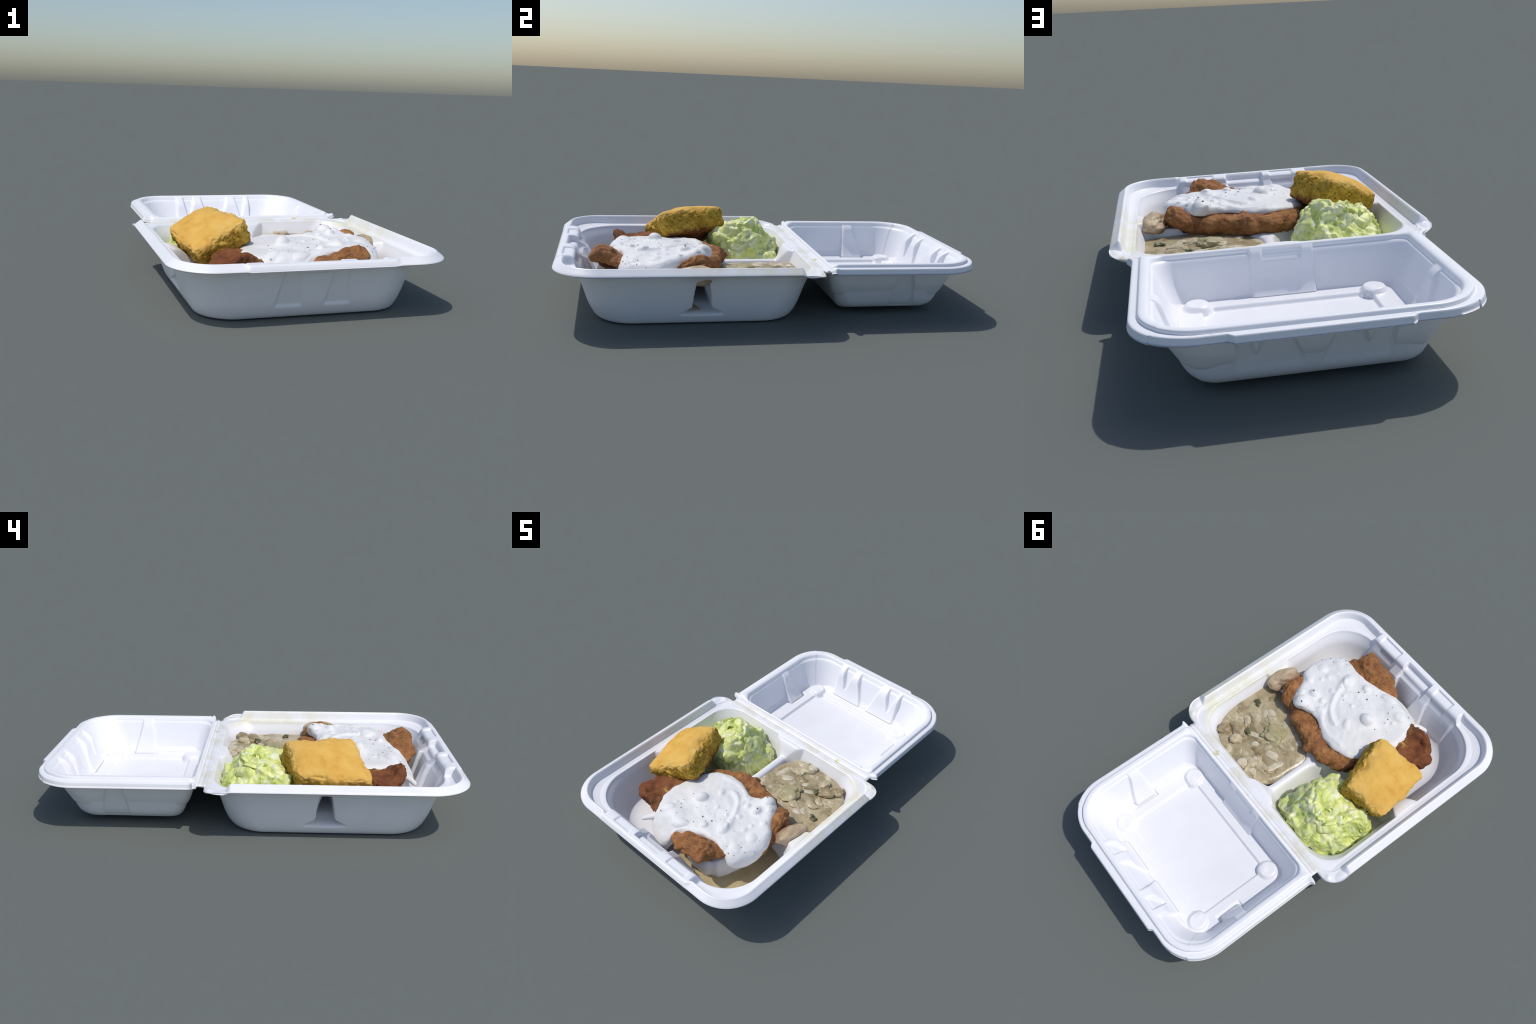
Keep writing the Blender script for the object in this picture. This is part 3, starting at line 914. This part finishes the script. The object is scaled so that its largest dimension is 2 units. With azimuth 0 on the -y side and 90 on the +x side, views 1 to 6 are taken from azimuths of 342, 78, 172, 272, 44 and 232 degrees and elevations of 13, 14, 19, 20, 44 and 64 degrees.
# ---- cornbread --------------------------------------------------------------
M = Mat("cornbread_crumb", rough=0.85, spec=0.2)
c = M.ramp(M.noise(22, 5, 0.62), [(0.28, srgb(140, 106, 30)), (0.5, srgb(184, 146, 54)), (0.74, srgb(212, 176, 84))])
c = M.mix(M.mask(M.noise(70, 3), 0.58, 0.72), c, srgb(232, 190, 84))
c = M.mix(M.mask(M.voronoi(48), 0.30, 0.12), c, srgb(120, 82, 18))
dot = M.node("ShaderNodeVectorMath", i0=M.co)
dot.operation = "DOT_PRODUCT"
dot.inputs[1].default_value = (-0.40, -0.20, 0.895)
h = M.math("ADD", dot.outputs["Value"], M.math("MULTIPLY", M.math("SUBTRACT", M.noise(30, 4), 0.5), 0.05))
crust = M.ramp(M.noise(9, 4), [(0.28, srgb(206, 150, 62)), (0.42, srgb(220, 172, 84)), (0.58, srgb(226, 182, 96)), (0.75, srgb(228, 192, 112))])
c = M.mix(M.mask(h, 0.028, 0.048), c, crust)
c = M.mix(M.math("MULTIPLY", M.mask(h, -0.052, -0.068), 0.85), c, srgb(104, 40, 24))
M.color(c)
M.bump(M.noise(120, 4), 0.005, 0.5)
CORN = M.m

T4 = np.array([(-0.204, -0.490, 0.382), (-0.460, -0.574, 0.254), (-0.519, -0.236, 0.300), (-0.306, -0.172, 0.403)])
nrm = np.array((-0.40, -0.20, 0.895))
Bq = T4 - nrm * 0.136 + np.array([(-0.004, 0.006, 0), (0.03, 0.02, 0.0), (0.025, -0.015, 0), (-0.004, -0.008, 0)])
n = 60
g = np.linspace(-1, 1, n + 1)


def cube_sphere(n):
    V, F, key = [], [], {}
    for ax in range(3):
        for sg in (-1, 1):
            for i in range(n):
                for j in range(n):
                    q = []
                    for di, dj in ((0, 0), (1, 0), (1, 1), (0, 1)):
                        p = [0, 0, 0]
                        p[ax] = sg * n
                        p[(ax + 1) % 3] = (i + di) * 2 - n
                        p[(ax + 2) % 3] = (j + dj) * 2 - n
                        t = tuple(p)
                        if t not in key:
                            key[t] = len(V)
                            V.append(t)
                        q.append(key[t])
                    F.append(q if sg > 0 else q[::-1])
    return np.array(V, float) / n, np.array(F)


Cv, Cf = cube_sphere(64)
p = 9.0
rad = (np.abs(Cv) ** p).sum(1) ** (1 / p)
Sv = Cv / rad[:, None]
u, v, w = ((Sv * 1.035 + 1) / 2).T
bil = lambda Q: ((1 - u) * (1 - v))[:, None] * Q[1] + (u * (1 - v))[:, None] * Q[0] + (u * v)[:, None] * Q[3] + ((1 - u) * v)[:, None] * Q[2]
V = bil(T4) * w[:, None] + bil(Bq) * (1 - w)[:, None]
V += nrm * (0.027 * (1 - np.abs(2 * u - 1) ** 3.0) * (1 - np.abs(2 * v - 1) ** 3.0) * w)[:, None]
V = V + (V - V.mean(0)) * (0.03 * (1 - (2 * w - 1) ** 2))[:, None]
N = normals(V, Cf)
side = 1 - sstep(0.55, 0.9, N @ nrm)
d1, d2 = worley(V, 30, 2)
f = side * (0.013 * fbm(V, 20, 3, 3) + 0.009 * (0.5 - d1) + 0.006 * fbm(V, 70, 2, 8)) + (1 - side) * (0.007 * fbm(V, 13, 2, 12) + 0.0016 * fbm(V, 70, 2, 13))
f -= 0.022 * np.exp(-(np.linalg.norm(V - np.array((-0.262, -0.30, 0.385)), axis=1) / 0.028) ** 2)
V = V + N * f[:, None]
cen = T4.mean(0) - nrm * 0.059
corn = make_mesh("cornbread", V, Cf, CORN, None, origin=cen)
corn["label"], corn["category"] = "thick square of golden yellow crumbly cornbread", "cornbread"

# ---- coleslaw ---------------------------------------------------------------
M = Mat("creamy_cabbage", rough=0.45, spec=0.5)
c = M.ramp(M.noise(12, 3, 0.55, dist=0.8), [(0.28, srgb(158, 182, 82)), (0.42, srgb(206, 216, 120)), (0.56, srgb(231, 234, 154)), (0.74, srgb(238, 238, 198))])
c = M.mix(M.mask(M.noise(28, 3), 0.54, 0.70), c, srgb(234, 237, 216))
c = M.mix(M.math("MULTIPLY", M.mask(M.noise(20, 3, dist=1.0), 0.40, 0.28), 0.75), c, srgb(138, 166, 72))
c = M.mix(M.math("MULTIPLY", M.mask(M.noise(6, 3), 0.5, 0.66), 0.5), c, srgb(150, 174, 96))
M.color(c)
SLAW = M.m

slaw = empty("coleslaw", "lumpy mound of creamy pale green shredded cabbage", "salad")
slaw_outline = [(-0.092, -0.06), (-0.070, 0.03), (-0.098, 0.100), (-0.17, 0.130), (-0.27, 0.138), (-0.36, 0.122), (-0.435, 0.084), (-0.492, 0.01), (-0.504, -0.09), (-0.500, -0.175), (-0.43, -0.215), (-0.31, -0.236), (-0.225, -0.238), (-0.165, -0.215), (-0.118, -0.145)]
s_top = rbf([(-0.28, -0.02, 0.336), (-0.20, -0.10, 0.322), (-0.36, -0.05, 0.302), (-0.30, 0.06, 0.300), (-0.20, 0.04, 0.300), (-0.13, -0.01, 0.245), (-0.10, 0.03, 0.18), (-0.15, -0.14, 0.250), (-0.18, -0.18, 0.27),
             (-0.23, 0.11, 0.235), (-0.38, 0.07, 0.245), (-0.44, -0.02, 0.228), (-0.45, -0.12, 0.228), (-0.38, -0.15, 0.285), (-0.28, -0.16, 0.302), (-0.33, 0.12, 0.215), (-0.14, 0.10, 0.205), (-0.49, -0.1, 0.15), (-0.47, 0.04, 0.15), (-0.22, -0.22, 0.275), (-0.35, -0.2, 0.26)], 0.09)


def slaw_field(V, N):
    Q = V + 0.022 * np.stack([vnoise(V, 18, 70), vnoise(V, 18, 71), vnoise(V, 18, 72)], 1)
    d1, d2 = worley(Q, 11.5, 61)
    e1, e2 = worley(Q + 0.008 * np.stack([vnoise(V, 40, 73), vnoise(V, 40, 74), vnoise(V, 40, 75)], 1), 24, 62)
    fold = 1 - np.abs(fbm(Q, 13, 2, 64))
    return 0.038 * (0.45 - d1) + 0.020 * (0.5 - e1) + 0.016 * (fold - 0.75) + 0.006 * (0.7 - np.abs(fbm(Q, 30, 2, 67))) - 0.003


V, F, T = patty(slaw_outline, (-0.28, -0.04), s_top, lambda x, y: 0.014 + 0 * x, 420, 190)
V = displace(V, F, slaw_field)
V[:, 2] = np.maximum(V[:, 2], 0.0135)
V = keep_inside(V)
slaw_verts = V
make_mesh("cabbage_mound", V, [tuple(map(int, f)) for f in F] + T, SLAW, slaw)


def shred_mesh(length, width, thick, curl, seed):
    """one bent, wavy cabbage shred with real thickness and round ends"""
    nu, nv = 14, 8
    V, F = [], []
    for s in (1, -1):
        for i in range(nu + 1):
            t = i / nu * 2 - 1
            wd = width * (1 - abs(t) ** 3) ** 0.5 * (1 + 0.15 * math.sin(5 * t + seed)) + 0.0008
            for j in range(nv + 1):
                q = j / nv * 2 - 1
                zz = curl * (1 - t * t) + 0.25 * width * math.sin(3.1 * t + seed * 2) + 0.35 * width * q * q + s * thick * 0.5 * (1 - q ** 4 * 0.9) * (1 - t ** 8 * 0.9)
                V.append((t * length / 2, q * wd / 2 + 0.12 * length * t * t * math.sin(seed), zz))
    k = (nu + 1) * (nv + 1)
    for i in range(nu):
        for j in range(nv):
            a = i * (nv + 1) + j
            F.append((a, a + nv + 1, a + nv + 2, a + 1))
            F.append((a + k + 1, a + nv + 2 + k, a + nv + 1 + k, a + k))
    edge = [i * (nv + 1) for i in range(nu + 1)] + [nu * (nv + 1) + j for j in range(1, nv + 1)] + [i * (nv + 1) + nv for i in range(nu - 1, -1, -1)] + [j for j in range(nv - 1, 0, -1)]
    for a, b in zip(edge, edge[1:] + edge[:1]):
        F.append((a, b, b + k, a + k)[::-1])
    me = bpy.data.meshes.new("cabbage_shred")
    me.from_pydata(V, [], F)
    me.materials.append(SLAW)
    me.polygons.foreach_set("use_smooth", np.ones(len(me.polygons), bool))
    me.update()
    return me


shreds = [shred_mesh(0.080, 0.030, 0.016, 0.016, 1.0), shred_mesh(0.062, 0.026, 0.015, 0.012, 2.3), shred_mesh(0.070, 0.036, 0.014, 0.018, 3.7), shred_mesh(0.055, 0.030, 0.016, 0.012, 5.1)]
SN = normals(slaw_verts, F)
cand = np.where((slaw_verts[:, 2] > 0.06) & (SN[:, 2] > -0.2))[0]
from mathutils import Vector, Matrix
for k in range(14):
    i = cand[RNG.integers(len(cand))]
    nrmv = Vector(SN[i])
    tang = nrmv.orthogonal().normalized()
    tang.rotate(Matrix.Rotation(RNG.uniform(0, 6.28), 3, nrmv))
    bit = nrmv.cross(tang)
    R = Matrix((tang, bit, nrmv)).transposed().to_4x4() @ Matrix.Rotation(RNG.uniform(-0.35, 0.35), 4, "Y") @ Matrix.Rotation(RNG.uniform(-0.35, 0.35), 4, "X")
    ob = bpy.data.objects.new("cabbage_shred", shreds[k % 4])
    ob.matrix_world = Matrix.Translation(Vector(slaw_verts[i]) - nrmv * 0.019) @ R @ Matrix.Diagonal((*RNG.uniform(0.7, 1.15, 3), 1))
    bpy.context.scene.collection.objects.link(ob)
    ob.parent = slaw

# ---- mushroom and bean stew ---------------------------------------------------
M = Mat("stew_sauce", rough=0.28, spec=0.5)
c = M.ramp(M.noise(9, 5, 0.6), [(0.3, srgb(150, 135, 104)), (0.5, srgb(176, 161, 128)), (0.72, srgb(200, 187, 156))])
c = M.mix(M.math('MULTIPLY', M.mask(M.noise(11, 4, dist=1.2), 0.54, 0.64), 0.85), c, srgb(212, 202, 176))
c = M.mix(M.math('MULTIPLY', M.mask(M.noise(8, 4, dist=0.8), 0.46, 0.34), 0.75), c, srgb(122, 110, 76))
c = M.mix(M.mask(M.noise(75, 2), 0.6, 0.75), c, srgb(198, 184, 150))
c = M.mix(M.math("MULTIPLY", M.mask(M.noise(12, 4), 0.36, 0.27), 0.5), c, srgb(112, 112, 74))
M.color(c)
M.bump(M.noise(90, 3), 0.003, 0.3)
SAUCE = M.m


def coated(name, stops, scale=22, coat=(0.34, 0.54)):
    """a cooked vegetable or mushroom with patches of the beige sauce left on it"""
    M = Mat(name, rough=0.42, spec=0.45)
    c = M.ramp(M.noise(scale, 4), stops)
    sauce = M.ramp(M.noise(14, 4), [(0.3, srgb(152, 136, 102)), (0.7, srgb(184, 168, 134))])
    c = M.mix(M.math("MULTIPLY", M.mask(M.noise(26, 4, dist=0.6), *coat), 0.85), c, sauce)
    M.color(c)
    M.bump(M.noise(70, 3), 0.003, 0.3)
    return M.m


PALE = coated("mushroom_flesh", [(0.3, srgb(182, 168, 136)), (0.7, srgb(212, 200, 172))], 22, (0.42, 0.60))
ONION = coated("onion_flesh", [(0.3, srgb(190, 178, 148)), (0.7, srgb(220, 210, 190))], 26, (0.5, 0.68))
GREEN = coated("green_vegetable", [(0.3, srgb(52, 62, 40)), (0.7, srgb(112, 114, 72))], 30, (0.5, 0.62))
CELERY = coated("celery_flesh", [(0.3, srgb(152, 144, 104)), (0.7, srgb(186, 178, 136))], 24, (0.44, 0.62))
BROWN = coated("brown_mushroom", [(0.3, srgb(120, 102, 70)), (0.7, srgb(160, 142, 106))], 18)

stew = empty("mushroom_stew", "thick beige mushroom stew with onion and green bits", "stew")
stew_outline = [(0.012, -0.18), (0.010, -0.05), (0.020, 0.045), (0.060, 0.112), (0.12, 0.150), (0.22, 0.158), (0.32, 0.152), (0.40, 0.125), (0.47, 0.070), (0.510, -0.02), (0.535, -0.12), (0.535, -0.22), (0.52, -0.300), (0.40, -0.325), (0.25, -0.325), (0.10, -0.27)]
st_top = rbf([(0.1, -0.1, 0.176), (0.3, -0.1, 0.178), (0.45, -0.1, 0.176), (0.3, 0.1, 0.178), (0.12, 0.08, 0.176), (0.45, -0.28, 0.172), (0.2, -0.25, 0.172), (0.05, -0.15, 0.166), (0.03, 0.0, 0.166), (0.06, 0.08, 0.170)], 0.13)


def stew_field(V, N):
    up = np.clip(N[:, 2] * 1.6, 0, 1)
    f = 0.009 * fbm(V, 14, 3, 51) + 0.003 * fbm(V, 45, 3, 52) + 0.006 * (0.7 - np.abs(fbm(V, 20, 2, 57)))
    b = bumps(V, [(0.172, 0.088, 0.062, 0.014, 2.3, 1.3), (0.37, -0.01, 0.075, 0.012), (0.405, 0.050, 0.062, 0.016), (0.12, 0.03, 0.06, 0.010, 1.2, 1.5), (0.245, -0.105, 0.070, 0.016), (0.385, -0.085, 0.055, 0.010, -0.4, 1.3),
                  (0.31, -0.175, 0.06, 0.010, -0.4, 1.4), (0.205, 0.015, 0.055, 0.008), (0.30, 0.06, 0.05, 0.010), (0.45, -0.02, 0.04, 0.006), (0.40, -0.20, 0.05, 0.005), (0.08, -0.10, 0.05, 0.004)])
    return up * (f + b)


V, F, T = patty(stew_outline, (0.27, -0.09), st_top, lambda x, y: 0.125 + 0 * x, 320, 150)
V = displace(V, F, stew_field)
V = keep_inside(V)
stew_verts = V
make_mesh("stew_sauce", V, [tuple(map(int, f)) for f in F] + T, SAUCE, stew)


def chunk(name, mat, at, size, angle=0.0, tilt=0.0, bend=0.0, seed=0, rough=0.12, parent=None, power=2.1, res=20, grow=(1.08, 1.12, 0.85)):
    Cv, Cf = cube_sphere(res)
    rad = (np.abs(Cv) ** power).sum(1) ** (1 / power)
    S = Cv / rad[:, None]
    size = np.array(size) * grow
    P = S * size / 2
    P[:, 1] += bend * size[1] * (S[:, 0] ** 2 - 0.3)
    P = P * (1 + rough * fbm(S * 1.0 + seed * 3.7, 1.3, 2, 80 + seed))[:, None]
    c, s = math.cos(tilt), math.sin(tilt)
    P = np.stack([P[:, 0] * c - P[:, 2] * s, P[:, 1], P[:, 0] * s + P[:, 2] * c], 1)
    c, s = math.cos(angle), math.sin(angle)
    P = np.stack([P[:, 0] * c - P[:, 1] * s, P[:, 0] * s + P[:, 1] * c, P[:, 2]], 1)
    return make_mesh(name, P + np.array(at), Cf, mat, parent, origin=at)


Z = 0.169
chunk("celery_piece", CELERY, (0.235, -0.118, Z + 0.012), (0.115, 0.095, 0.055), 0.4, 0.1, 0.1, 1, 0.45, stew)
chunk("celery_piece", CELERY, (0.262, -0.075, Z + 0.022), (0.035, 0.022, 0.025), 0.9, 0.3, 0.1, 2, 0.4, stew)
chunk("onion_piece", ONION, (0.285, -0.045, Z + 0.004), (0.125, 0.030, 0.020), 0.45, 0.0, 0.25, 3, 0.2, stew)
chunk("onion_piece", ONION, (0.085, -0.005, Z + 0.003), (0.105, 0.034, 0.018), 1.45, 0.0, 0.1, 4, 0.2, stew)
chunk("mushroom_piece", PALE, (0.178, 0.085, Z + 0.012), (0.085, 0.062, 0.045), -0.5, 0.0, 0.5, 5, 0.25, stew)
chunk("onion_piece", ONION, (0.200, 0.112, Z + 0.014), (0.060, 0.042, 0.038), 0.2, 0.1, 0.3, 6, 0.2, stew)
chunk("onion_piece", ONION, (0.135, 0.105, Z + 0.008), (0.075, 0.032, 0.026), 0.2, 0.0, 0.6, 7, 0.2, stew)
chunk("mushroom_piece", PALE, (0.145, 0.045, Z + 0.008), (0.100, 0.042, 0.030), -0.55, 0.0, -0.5, 8, 0.25, stew)
chunk("mushroom_piece", PALE, (0.372, -0.105, Z + 0.008), (0.085, 0.045, 0.034), -0.35, 0.0, 0.35, 9, 0.2, stew)
chunk("mushroom_piece", PALE, (0.395, -0.060, Z + 0.006), (0.070, 0.036, 0.028), -0.5, 0.0, 0.3, 10, 0.2, stew)
chunk("mushroom_piece", PALE, (0.300, -0.165, Z + 0.008), (0.085, 0.050, 0.030), -0.4, 0.0, 0.2, 11, 0.25, stew)
chunk("onion_piece", ONION, (0.345, -0.190, Z + 0.004), (0.070, 0.040, 0.022), -0.4, 0.0, 0.2, 12, 0.2, stew)
chunk("brown_mushroom_piece", BROWN, (0.375, 0.020, Z + 0.012), (0.095, 0.070, 0.050), -0.5, 0.2, 0.4, 13, 0.35, stew)
chunk("brown_mushroom_piece", BROWN, (0.425, 0.065, Z + 0.010), (0.075, 0.060, 0.052), 0.8, 0.25, 0.2, 14, 0.35, stew)
chunk("brown_mushroom_piece", BROWN, (0.205, 0.010, Z + 0.006), (0.085, 0.045, 0.036), 0.1, -0.15, 0.4, 15, 0.35, stew)
chunk("mushroom_piece", PALE, (0.335, 0.055, Z + 0.014), (0.065, 0.045, 0.046), 0.9, 0.4, 0.2, 16, 0.45, stew)
chunk("onion_piece", ONION, (0.180, 0.045, Z + 0.014), (0.028, 0.024, 0.020), 0.3, 0.0, 0.1, 17, 0.2, stew)
chunk("green_piece", GREEN, (0.335, -0.018, Z + 0.018), (0.036, 0.030, 0.026), 0.3, 0.0, 0.2, 18, 0.5, stew)
chunk("green_piece", GREEN, (0.348, -0.002, Z + 0.010), (0.022, 0.018, 0.020), 1.3, 0.0, 0.2, 19, 0.5, stew)
chunk("green_piece", GREEN, (0.455, -0.178, Z + 0.010), (0.034, 0.022, 0.016), 0.5, 0.0, 0.2, 20, 0.5, stew)
chunk("green_piece", GREEN, (0.435, -0.165, Z + 0.012), (0.020, 0.014, 0.012), 0.1, 0.0, 0.2, 21, 0.5, stew)
chunk("brown_mushroom_piece", BROWN, (0.470, -0.055, Z + 0.002), (0.022, 0.018, 0.022), 0.5, 0.0, 0.2, 22, 0.4, stew)
chunk("onion_piece", ONION, (0.265, 0.085, Z + 0.002), (0.07, 0.03, 0.018), -0.8, 0.0, 0.3, 23, 0.3, stew)
chunk("mushroom_piece", PALE, (0.44, -0.01, Z + 0.004), (0.05, 0.04, 0.024), 0.8, 0.0, 0.3, 24, 0.3, stew)

for k in range(12):
    x, y = RNG.uniform(0.06, 0.47), RNG.uniform(-0.24, 0.11)
    zz = surface_z(stew_verts, x, y)
    if zz is None or zz < 0.15:
        continue
    sz = RNG.uniform(0.026, 0.050)
    chunk(*[("onion_piece", ONION), ("mushroom_piece", PALE), ("brown_mushroom_piece", BROWN)][k % 3], (x, y, zz - 0.003), (sz * RNG.uniform(1.2, 2.2), sz, sz * 0.45), RNG.uniform(0, 3.1), RNG.uniform(-0.2, 0.2), RNG.uniform(-0.4, 0.4), 40 + k, 0.3, stew, 2.3, 10)

# pale potato sized lump wedged between cutlet and tray wall
M = Mat("mushroom_cap", rough=0.5)
x, y, z = M.xyz()
c = M.ramp(M.noise(14, 4), [(0.3, srgb(168, 146, 116)), (0.7, srgb(200, 178, 146))])
c = M.mix(M.math("MULTIPLY", M.mask(M.math("ADD", x, M.math("MULTIPLY", M.noise(12, 3), 0.03)), 0.006, -0.03), 0.8), c, srgb(122, 82, 58))
M.color(c)
CAP = M.m
chunk("whole_mushroom", CAP, (0.462, -0.368, 0.220), (0.112, 0.195, 0.085), -0.24, 0.20, 0.0, 31, 0.28, stew, 2.1, 36, (1, 1, 1))

# thin juice that ran under the cutlet onto the tray floor
M = Mat("stew_juice", rough=0.45, spec=0.4)
M.color(M.ramp(M.noise(7, 4), [(0.3, srgb(164, 146, 108)), (0.7, srgb(190, 174, 134))]))
JUICE = M.m
juice_outline = [(0.52, -0.36), (0.54, -0.50), (0.54, -0.64), (0.52, -0.78), (0.43, -0.87), (0.30, -0.91), (0.18, -0.91), (0.08, -0.88), (0.02, -0.78), (0.10, -0.6), (0.2, -0.48), (0.32, -0.40)]
V, F, T = patty(juice_outline, (0.27, -0.62), lambda x, y: 0.070 + 0 * x, lambda x, y: 0.042 + 0 * x, 160, 60)
V = keep_inside(V)
make_mesh("spilled_juice", V, [tuple(map(int, f)) for f in F] + T, JUICE, stew)
